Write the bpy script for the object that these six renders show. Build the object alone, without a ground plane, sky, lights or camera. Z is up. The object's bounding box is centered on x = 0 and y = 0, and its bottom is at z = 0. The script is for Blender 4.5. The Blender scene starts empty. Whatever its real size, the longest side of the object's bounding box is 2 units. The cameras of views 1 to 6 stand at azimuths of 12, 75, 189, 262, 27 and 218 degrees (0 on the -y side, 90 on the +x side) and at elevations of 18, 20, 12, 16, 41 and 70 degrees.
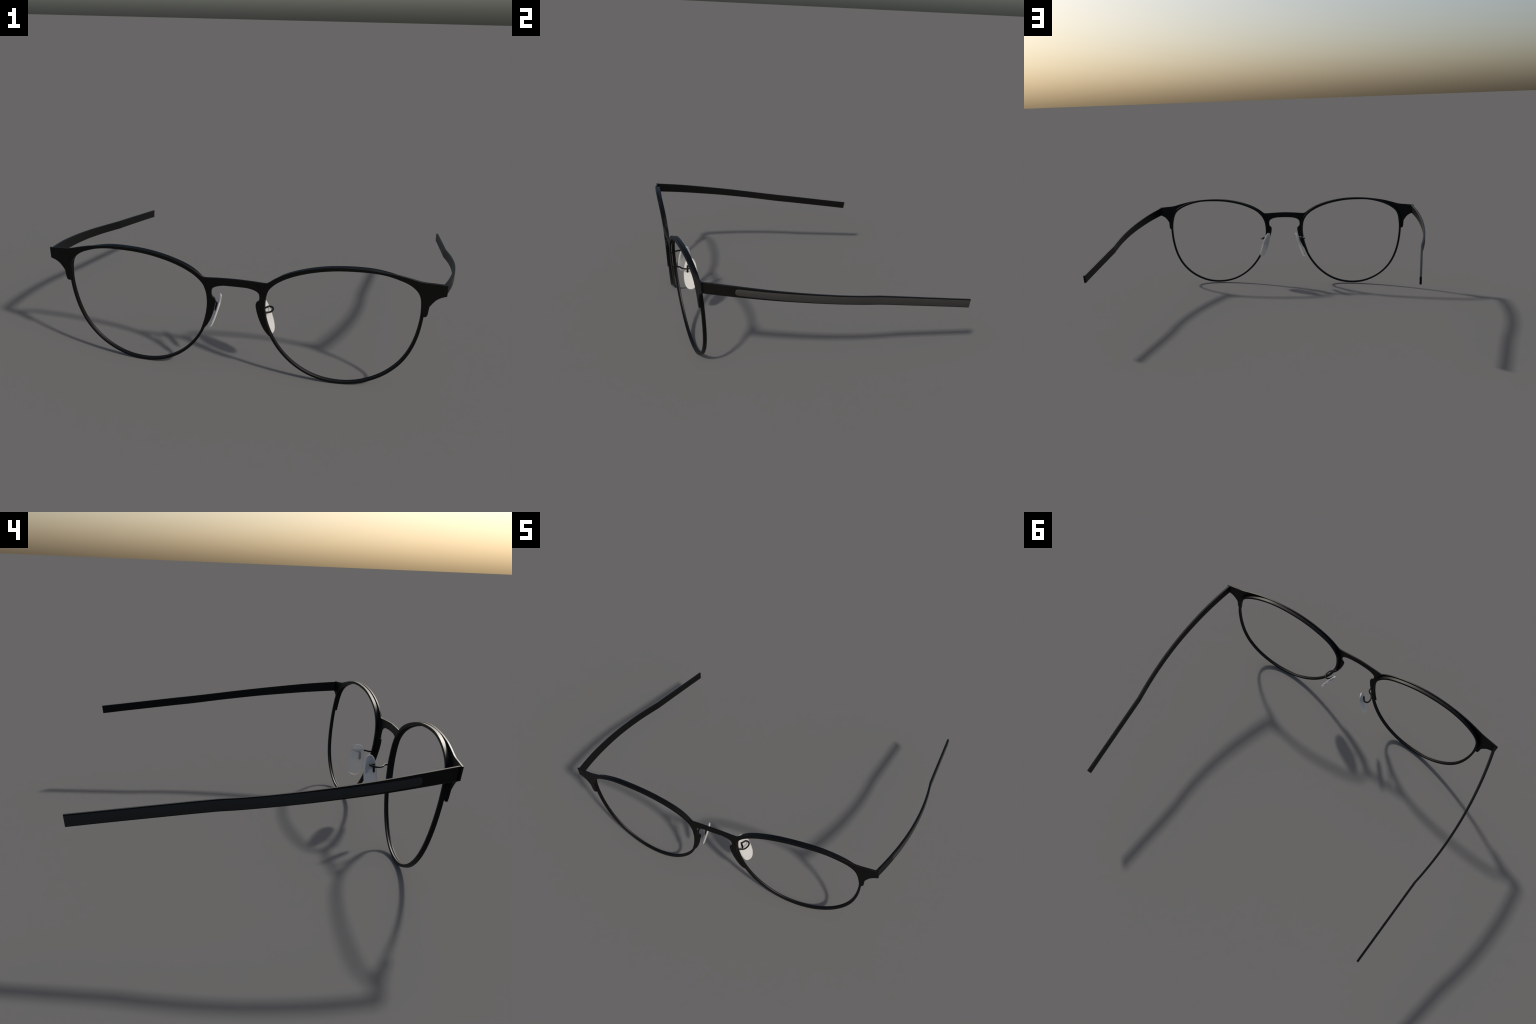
"""Thin black metal eyeglass frame: a flat cut front plate (brow bars, bridge, end pieces)
in front of two round wire rims, ribbon temples with a grey inlay, and nose pads on wire arms.
Frame: x = left/right (symmetric), front looks towards -y, z up."""
import bpy, math
from mathutils import Vector
from mathutils.geometry import delaunay_2d_cdt

# ------------------------------------------------------------------ helpers
def catmull(pts, n=10, closed=False):
    """Centripetal-like smooth curve through 2D/3D control points."""
    P = [Vector(p) for p in pts]
    out = []
    m = len(P)
    for i in range(m if closed else m - 1):
        p1, p2 = P[i], P[(i + 1) % m]
        p0 = P[i - 1] if (closed or i > 0) else p1 + (p1 - p2)
        p3 = P[(i + 2) % m] if (closed or i + 2 < m) else p2 + (p2 - p1)
        d = [max((b - a).length, 1e-6) ** 0.5 for a, b in ((p0, p1), (p1, p2), (p2, p3))]
        m1 = ((p1 - p0) / d[0] - (p2 - p0) / (d[0] + d[1]) + (p2 - p1) / d[1]) * d[1]
        m2 = ((p2 - p1) / d[1] - (p3 - p1) / (d[1] + d[2]) + (p3 - p2) / d[2]) * d[1]
        for k in range(n):
            t = k / n
            out.append(p1 * (2*t**3 - 3*t*t + 1) + m1 * (t**3 - 2*t*t + t)
                       + p2 * (3*t*t - 2*t**3) + m2 * (t**3 - t*t))
    if not closed:
        out.append(P[-1])
    return out

def lerp_table(tab, y, c):
    if y <= tab[0][0]:
        return tab[0][c]
    for a, b in zip(tab, tab[1:]):
        if y <= b[0]:
            f = (y - a[0]) / (b[0] - a[0])
            return a[c] + (b[c] - a[c]) * f
    return tab[-1][c]

def new_object(name, verts, faces, mat, parent, angle=35, flip=False):
    me = bpy.data.meshes.new(name)
    if flip:
        faces = [tuple(reversed(f)) for f in faces]
    me.from_pydata([tuple(v) for v in verts], [], faces)
    me.update()
    me.materials.append(mat)
    smooth_by_angle(me, angle)
    ob = bpy.data.objects.new(name, me)
    bpy.context.scene.collection.objects.link(ob)
    ob.parent = parent
    return ob

def smooth_by_angle(me, angle):
    me.shade_smooth()
    me.set_sharp_from_angle(angle=math.radians(angle))

def sweep(sections, closed):
    """Quads between successive cross-section loops; capped when open."""
    n = len(sections[0])
    verts = [v for s in sections for v in s]
    faces = []
    m = len(sections)
    for i in range(m if closed else m - 1):
        a, b = i * n, ((i + 1) % m) * n
        for k in range(n):
            k2 = (k + 1) % n
            faces.append((a + k, a + k2, b + k2, b + k))
    if not closed:
        faces.append(tuple(reversed(range(n))))
        faces.append(tuple(range((m - 1) * n, m * n)))
    return verts, faces

# ------------------------------------------------------------------ materials
def satin(name, colour, rough, spec=0.5, grain=0.0):
    m = bpy.data.materials.new(name)
    m.use_nodes = True
    nt = m.node_tree
    b = nt.nodes["Principled BSDF"]
    b.inputs["Base Color"].default_value = (*colour, 1)
    b.inputs["Specular IOR Level"].default_value = spec
    tc = nt.nodes.new("ShaderNodeTexCoord")
    no = nt.nodes.new("ShaderNodeTexNoise")
    no.inputs["Scale"].default_value = 90
    no.inputs["Detail"].default_value = 4
    nt.links.new(tc.outputs["Object"], no.inputs["Vector"])
    mr = nt.nodes.new("ShaderNodeMapRange")
    mr.inputs["To Min"].default_value = rough - 0.03
    mr.inputs["To Max"].default_value = rough + 0.03
    nt.links.new(no.outputs["Fac"], mr.inputs["Value"])
    nt.links.new(mr.outputs["Result"], b.inputs["Roughness"])
    return m

BLACK = satin("black_satin_metal", (0.0016, 0.0016, 0.0015), 0.45, 0.2)
INLAY = satin("grey_matt_inlay", (0.0235, 0.0230, 0.0222), 0.55, 0.3)

PAD = bpy.data.materials.new("translucent_silicone")
PAD.use_nodes = True
pb = PAD.node_tree.nodes["Principled BSDF"]
pb.inputs["Base Color"].default_value = (0.87, 0.865, 0.86, 1)
pb.inputs["Roughness"].default_value = 0.06
pb.inputs["IOR"].default_value = 1.2
pb.inputs["Transmission Weight"].default_value = 0.62

# ------------------------------------------------------------------ root
root = bpy.data.objects.new("eyeglasses", None)
bpy.context.scene.collection.objects.link(root)
root["label"] = "thin black metal eyeglass frame with clear nose pads"
root["category"] = "eyeglasses"

# ------------------------------------------------------------------ front surface
def front_y(x, z):
    """Front face of the plate: wraps to each side, leans back towards the bottom and is domed
    over each lens like a shallow base curve."""
    X, Z = math.sqrt(x * x + 0.012 ** 2) - 0.5, z - 0.3
    return (-0.6925 + .0614 * X - .1237 * Z + .127 * X * X + .0367 * Z * Z - .0383 * X * Z
            + .0466 * X ** 3 - .0347 * X * X * Z - .1502 * X ** 4)

def front_normal(x, z):
    """Unit direction from front to back, square to the front surface."""
    e = 1e-4
    fx = (front_y(x + e, z) - front_y(x - e, z)) / (2 * e)
    fz = (front_y(x, z + e) - front_y(x, z - e)) / (2 * e)
    return Vector((-fx, 1, -fz)).normalized(), fx, fz

def behind(x, z, depth):
    n, _, _ = front_normal(x, z)
    return Vector((x, front_y(x, z), z)) + n * depth

PLATE_T = 0.0086
RIM_HALF_T = 0.0065          # radial half thickness of the wire
RIM_DEPTH = 0.0178
RIM_CENTRE = 0.0202          # wire centre behind the plate's front face

# ------------------------------------------------------------------ rims
RIM_C = [(.8472, .400), (.8462, .437), (.8432, .471), (.8368, .501), (.8258, .5240), (.806, .5447), (.771, .5665),
         (.730, .5840), (.680, .5985), (.625, .6085), (.570, .6115), (.510, .6108), (.420, .6035), (.3289, .5840),
         (.2475, .5555), (.2000, .5290), (.1600, .4885), (.1425, .4560), (.1348, .4260),
         (.1310, .386), (.1316, .358), (.1378, .312), (.1565, .251), (.184, .1936), (.2156, .1466),
         (.2525, .1055), (.294, .0708), (.339, .0432), (.388, .0230), (.438, .0114), (.49, .0070),
         (.542, .0098), (.593, .0208), (.6426, .0405), (.690, .0672), (.7325, .1020), (.7697, .1438),
         (.799, .1925), (.8210, .247), (.8368, .310), (.8442, .362)]

def rim_path():
    c = catmull(RIM_C, 10, True)
    for _ in range(30):      # fair the curve
        c = [(c[i - 1] + c[i] * 2 + c[(i + 1) % len(c)]) / 4 for i in range(len(c))]
    return c

def rim_sag(z):
    """The free lower loop stands a little further back than the plate's surface would put it."""
    return .0045 * max(0, (.33 - z) / .33) ** 1.5

def build_rim(side):
    c = rim_path()
    h, d, b = RIM_HALF_T, RIM_DEPTH, 0.0013
    # (radial, depth) profile: bevelled bar with a lens groove on the inside
    prof = [(h, b), (h, d - b), (h - b, d), (-h + b, d), (-h, d - b),
            (-h, d * .66), (-h + .0022, d * .5), (-h, d * .34), (-h, b), (-h + b, 0), (h - b, 0)]
    secs = []
    n = len(c)
    for i in range(n):
        t = (c[(i + 1) % n] - c[i - 1]).normalized()
        o = Vector((t.y, -t.x))          # outward for counter-clockwise travel
        nrm, fx, fz = front_normal(c[i].x, c[i].y)
        out = Vector((o.x, fx * o.x + fz * o.y, o.y)).normalized()
        mid = Vector((c[i].x, front_y(c[i].x, c[i].y) + RIM_CENTRE + rim_sag(c[i].y), c[i].y))
        s = []
        for r, y in prof:
            p = mid + out * r + nrm * (y - d / 2)
            s.append((side * p.x, p.y, p.z))
        secs.append(s)
    v, f = sweep(secs, True)
    return new_object("rim", v, f, BLACK, root, 40, flip=(side < 0))

for s in (1, -1):
    build_rim(s)

# ------------------------------------------------------------------ front plate
def half_outline():
    """Right half of the plate's outline, from the bridge top outward and back to the bridge underside."""
    bridge_top = catmull([(0, .5116), (.03, .5110), (.09, .5084), (.127, .5059), (.148, .5055)], 8)
    brow = catmull([(.148, .5055), (.156, .5100), (.19, .5345), (.2394, .5612), (.316, .5878), (.397, .6057), (.476, .6150),
                    (.556, .6161), (.6335, .6118), (.6976, .6037), (.7272, .5991), (.7845, .5858), (.828, .5743),
                    (.852, .5703), (.888, .5677), (.9447, .5633)], 8)
    under = catmull([(.9452, .5085), (.922, .5005), (.903, .4893), (.8905, .4760), (.881, .4625), (.8745, .4525)], 6)
    tab = catmull([(.8745, .4525), (.8724, .4306), (.8702, .4125), (.8665, .4035), (.8600, .4000), (.8500, .3998)], 6)
    inner = catmull([(.8467, .402), (.8436, .437), (.8390, .468), (.8315, .4965), (.8210, .5185), (.8025, .5393),
                     (.7760, .5578), (.7340, .5755), (.685, .5905), (.621, .5995), (.537, .6009), (.457, .5965),
                     (.378, .5837), (.299, .562), (.236, .5352), (.189, .5054), (.157, .4715), (.1465, .4475),
                     (.1405, .4225), (.138, .386), (.1386, .366), (.1455, .319), (.159, .268), (.174, .2262)], 8)
    nose = catmull([(.1605, .2330), (.1550, .2378), (.138, .2600), (.1206, .2950), (.107, .3330), (.0975, .3760),
                    (.0968, .3930), (.1010, .4050), (.1085, .4110), (.1132, .4180), (.1143, .4315), (.1120, .4470),
                    (.1043, .4570), (.086, .4662), (.057, .4726), (.03, .4739), (0, .4744)], 7)
    out = []
    for seg in (bridge_top, brow, under, tab, inner, nose):
        for p in seg:
            if not out or (p - out[-1]).length > 1e-4:
                out.append(p)
    return out

def build_plate():
    right = half_outline()
    left = [Vector((-p.x, p.y)) for p in reversed(right)]
    loop = right + left[1:-1]                   # clockwise in (x, z)
    n = len(loop)
    # inward normals (clockwise polygon: inside lies to the right of travel)
    def inset(d):
        r = []
        for i in range(n):
            e1 = (loop[i] - loop[i - 1]).normalized()
            e2 = (loop[(i + 1) % n] - loop[i]).normalized()
            n1, n2 = Vector((e1.y, -e1.x)), Vector((e2.y, -e2.x))
            m = n1 + n2
            if m.length < 0.3:
                m = n1
            m.normalize()
            r.append(loop[i] + m * d / max(0.6, m.dot(n2)))
        return r
    bev = 0.0011
    ins = inset(bev)
    # interior helper points so that the bent surface triangulates well
    res = delaunay_2d_cdt(ins, [], [list(range(n))], 1, 1e-7)
    cv, cf = res[0], [f for f in res[2]]
    verts, faces = [], []
    for p in cv:                                 # front skin
        verts.append((p.x, front_y(p.x, p.y), p.y))
    nb = len(cv)
    for p in cv:                                 # back skin
        verts.append(behind(p.x, p.y, PLATE_T))
    orig = {}
    for k, o in enumerate(res[3]):
        for q in o:
            orig[q] = k
    for f in cf:
        a, b, c = (cv[i] for i in f)
        ccw = (b - a).cross(c - a) > 0
        f = list(f) if ccw else list(reversed(f))
        faces.append(tuple(f))                   # seen from -y: x right, z up -> ccw is front
        faces.append(tuple(nb + i for i in reversed(f)))
    w0 = len(verts)
    for p in loop:
        verts.append(behind(p.x, p.y, bev))
    for p in loop:
        verts.append(behind(p.x, p.y, PLATE_T - bev))
    for i in range(n):
        j = (i + 1) % n
        A, B = orig[i], orig[j]
        a1, b1, a2, b2 = w0 + i, w0 + j, w0 + n + i, w0 + n + j
        for q in ((A, B, b1, a1), (a1, b1, b2, a2), (a2, b2, nb + B, nb + A)):
            faces.append(q)
    me = bpy.data.meshes.new("whole_plate")
    me.from_pydata(verts, [], faces)
    me.update()
    smooth_by_angle(me, 32)
    me.update()
    # split into the named regions, keeping the whole plate's normals
    cn = [tuple(c.vector) for c in me.corner_normals]
    def region(poly):
        c = poly.center
        if abs(c.x) < .0985 and c.z > .445:
            return "bridge"
        if abs(c.x) > .8765:
            return "end_piece", c.x > 0
        return "brow_bar", c.x > 0
    groups = {}
    for p in me.polygons:
        groups.setdefault(region(p), []).append(p)
    for key, polys in groups.items():
        name = key if isinstance(key, str) else key[0]
        remap, vs, fs, ns = {}, [], [], []
        for p in polys:
            f = []
            for li in p.loop_indices:
                vi = me.loops[li].vertex_index
                if vi not in remap:
                    remap[vi] = len(vs)
                    vs.append(me.vertices[vi].co.copy())
                f.append(remap[vi])
                ns.append(cn[li])
            fs.append(tuple(f))
        pm = bpy.data.meshes.new(name)
        pm.from_pydata(vs, [], fs)
        pm.update()
        pm.shade_smooth()
        pm.normals_split_custom_set(ns)
        pm.materials.append(BLACK)
        ob = bpy.data.objects.new(name, pm)
        bpy.context.scene.collection.objects.link(ob)
        ob.parent = root
    bpy.data.meshes.remove(me)

build_plate()

# ------------------------------------------------------------------ temples
TEMPLE_HALF = 0.0056
KINK_Y = 0.21
TIP_Y = 0.7352
Z_TAB = [(-.70, .5660, .5132), (-.665, .5617, .5092), (-.5, .5424, .4922), (-.35, .5222, .4752), (-.2, .5028, .4588),
         (-.08, .4874, .4445), (.04, .4722, .4305), (.13, .4618, .4195), (.21, .4535, .4108),
         (.30, .4435, .4010), (.45, .4256, .3835), (.6, .4077, .3659), (.74, .3913, .3494)]

def temple_x(y):
    """Bowed arc up to the kink, straight after it."""
    arc = lambda q: .9938 - (q + .142) ** 2 / 4.47
    lin = lambda q: arc(KINK_Y) - (q - KINK_Y) * .0505
    w = .016                               # softened bend
    f = min(max((y - KINK_Y + w) / (2 * w), 0), 1)
    f = f * f * (3 - 2 * f)
    return arc(y) * (1 - f) + lin(y) * f

def temple_stations(y0, y1, n):
    return [y0 + (y1 - y0) * i / n for i in range(n + 1)]

def ribbon_point(y, v, off):
    """Point on the temple: v = 0 bottom edge .. 1 top edge, off = distance outward of the mid surface."""
    zt, zb = lerp_table(Z_TAB, y, 1) + .0008, lerp_table(Z_TAB, y, 2) - .0020
    dx = (temple_x(y + .002) - temple_x(y - .002)) / .004
    l = math.sqrt(1 + dx * dx)
    slant = 0.0062 * (v - .5) * min(max((y - .6) / .13, 0), 1)    # tip cut leans back
    return Vector((temple_x(y) + off / l, y - off * dx / l + slant - .0031 * min(max((y - .6) / .13, 0), 1), zb + (zt - zb) * v))

def build_temple(side):
    h, b = TEMPLE_HALF, 0.0011
    secs = []
    y_start = front_y(.933, .535) + PLATE_T + .0004
    for y in temple_stations(y_start, TIP_Y, 120):
        bv = b / .045
        s = []
        lean = -0.105 * .05 * max(0, 1 - (y - y_start) / .03)      # front edge follows the leaning plate
        for v, o in ((0, -h + b), (bv, -h), (1 - bv, -h), (1, -h + b), (1, h - b), (1 - bv, h), (bv, h), (0, h - b)):
            p = ribbon_point(y, v, o)
            s.append((side * p.x, p.y + lean * (v - .5), p.z))
        secs.append(s)
    v, f = sweep(secs, False)
    t = new_object("temple", v, f, BLACK, root, 30, flip=(side < 0))
    # grey inlay on the outer face: rounded front end, runs out at the tip
    y0 = INLAY_Y0
    secs = []
    ys = [y0 + .016 * (1 - math.cos(math.pi / 2 * i / 10)) for i in range(10)] + temple_stations(y0 + .016, TIP_Y - .0006, 110)
    for y in ys:
        f = min(max((y - y0) / .45, 0), 1)
        top = .76 + (.90 - .76) * f
        bot = .17 + (.07 - .17) * f
        q = min((y - y0) / .016, 1)
        e = math.sqrt(max(1 - (1 - q) ** 2, 0.0009))
        mid, half = (top + bot) / 2, (top - bot) / 2 * e
        top, bot = mid + half, mid - half
        s = []
        for vv, o in ((bot, h - .0012), (top, h - .0012), (top, h + .0004), (top - .02 * e, h + .0008), (bot + .02 * e, h + .0008), (bot, h + .0004)):
            p = ribbon_point(y, vv, o)
            s.append((side * p.x, p.y, p.z))
        secs.append(s)
    v, f = sweep(secs, False)
    new_object("temple_inlay", v, f, INLAY, t, 30, flip=(side > 0))

INLAY_Y0 = -0.517
for s in (1, -1):
    build_temple(s)

# ------------------------------------------------------------------ nose pads, posts and wire arms
PAD_C = Vector((.1285, -.597, .2915))
PAD_UP = Vector((-.060, .002, .181)).normalized()
PAD_W = Vector((math.sin(math.radians(23)), math.cos(math.radians(23)), 0))
PAD_W = (PAD_W - PAD_UP * PAD_W.dot(PAD_UP)).normalized()
PAD_N = PAD_UP.cross(PAD_W).normalized()
if PAD_N.x < 0:
    PAD_N = -PAD_N                                # outward, towards the lens
PAD_L, PAD_B, PAD_T = 0.0920, 0.0408, 0.0055

def build_pad(side):
    n, rings = 72, []
    # half profile from the outer face centre, round the edge, to the inner face centre
    prof = [(.25, 1.0), (.5, 1.0), (.75, .99), (.87, .96)] + \
           [(.87 + .13 * math.sin(a), .96 * math.cos(a)) for a in [math.pi * k / 12 for k in range(1, 12)]] + \
           [(.87, -.96), (.75, -1.02), (.5, -1.08), (.25, -1.1)]
    verts, faces = [], []
    verts.append(PAD_C + PAD_N * PAD_T)
    for r, t in prof:
        for k in range(n):
            a = 2 * math.pi * k / n
            ca, sa = math.cos(a), math.sin(a)
            ex = 2 / 2.35
            u = math.copysign(abs(ca) ** ex, ca)
            v = math.copysign(abs(sa) ** ex, sa)
            # keep the edge rounding the same width all round
            bu = PAD_B - (1 - r) * .042 if r > .7 else PAD_B * r * .6855 / .7
            bl = PAD_L - (1 - r) * .042 if r > .7 else PAD_L * r * .868 / .7
            taper = 1 - .07 * v
            verts.append(PAD_C + PAD_W * (u * bu * taper) + PAD_UP * (v * bl) + PAD_N * (t * PAD_T))
    verts.append(PAD_C - PAD_N * PAD_T * 1.1)
    m = len(prof)
    for k in range(n):
        k2 = (k + 1) % n
        faces.append((0, 1 + k, 1 + k2))
        for i in range(m - 1):
            a, b = 1 + i * n, 1 + (i + 1) * n
            faces.append((a + k, b + k, b + k2, a + k2))
        faces.append((1 + (m - 1) * n + k, len(verts) - 1, 1 + (m - 1) * n + k2))
    vs = [(side * p.x, p.y, p.z) for p in verts]
    fl = (PAD_W.cross(PAD_UP).dot(PAD_N) < 0) != (side < 0)
    return new_object("nose_pad", vs, faces, PAD, root, 60, flip=fl)

def tube(path, radius, n=14):
    """Round wire along a 3D path (parallel transport)."""
    secs = []
    ref = Vector((0, 0, 1))
    for i, p in enumerate(path):
        t = (path[min(i + 1, len(path) - 1)] - path[max(i - 1, 0)]).normalized()
        ref = (ref - t * ref.dot(t)).normalized()
        bi = t.cross(ref)
        r = radius(i / (len(path) - 1)) if callable(radius) else radius
        secs.append([p + (ref * math.cos(2 * math.pi * k / n) + bi * math.sin(2 * math.pi * k / n)) * r for k in range(n)])
    return sweep(secs, False)

ARM = [(.1230, -.700, .3350), (.1200, -.684, .3350), (.1210, -.670, .3355), (.1305, -.6585, .3350), (.1465, -.6505, .3343),
       (.1575, -.632, .3338), (.1602, -.607, .3352), (.1525, -.5915, .3380), (.137, -.5885, .3390),
       (.1245, -.601, .3370), (.1168, -.6145, .3350)]

def build_arm(side, pad):
    path = catmull(ARM, 8)
    v, f = tube(path, .0045)
    v = [(side * p.x, p.y, p.z) for p in v]
    arm = new_object("pad_arm", v, f, BLACK, root, 50, flip=(side > 0))
    # upright post that carries the pad: flat on top, rounded foot
    top, foot = Vector((.1160, -.6136, .3400)), Vector((.1223, -.6141, .2940))
    ax = foot - top
    ts = [0, .03, .2, .5, .8] + [.8 + .2 * math.sin(math.pi / 2 * k / 6) for k in range(1, 7)]
    pts = [top + ax * t for t in ts]
    def rad(i):
        t = ts[i]
        base = .0048 + .0015 * min(t / .6, 1)
        if i == 0:
            return base * .8
        return base * math.sqrt(max(1 - max((t - .8) / .2, 0) ** 2, .0025))
    v, f = tube(pts, lambda q: rad(round(q * (len(pts) - 1))))
    v = [(side * p.x, p.y, p.z) for p in v]
    new_object("pad_post", v, f, BLACK, pad, 50, flip=(side > 0))

for s in (1, -1):
    build_arm(s, build_pad(s))
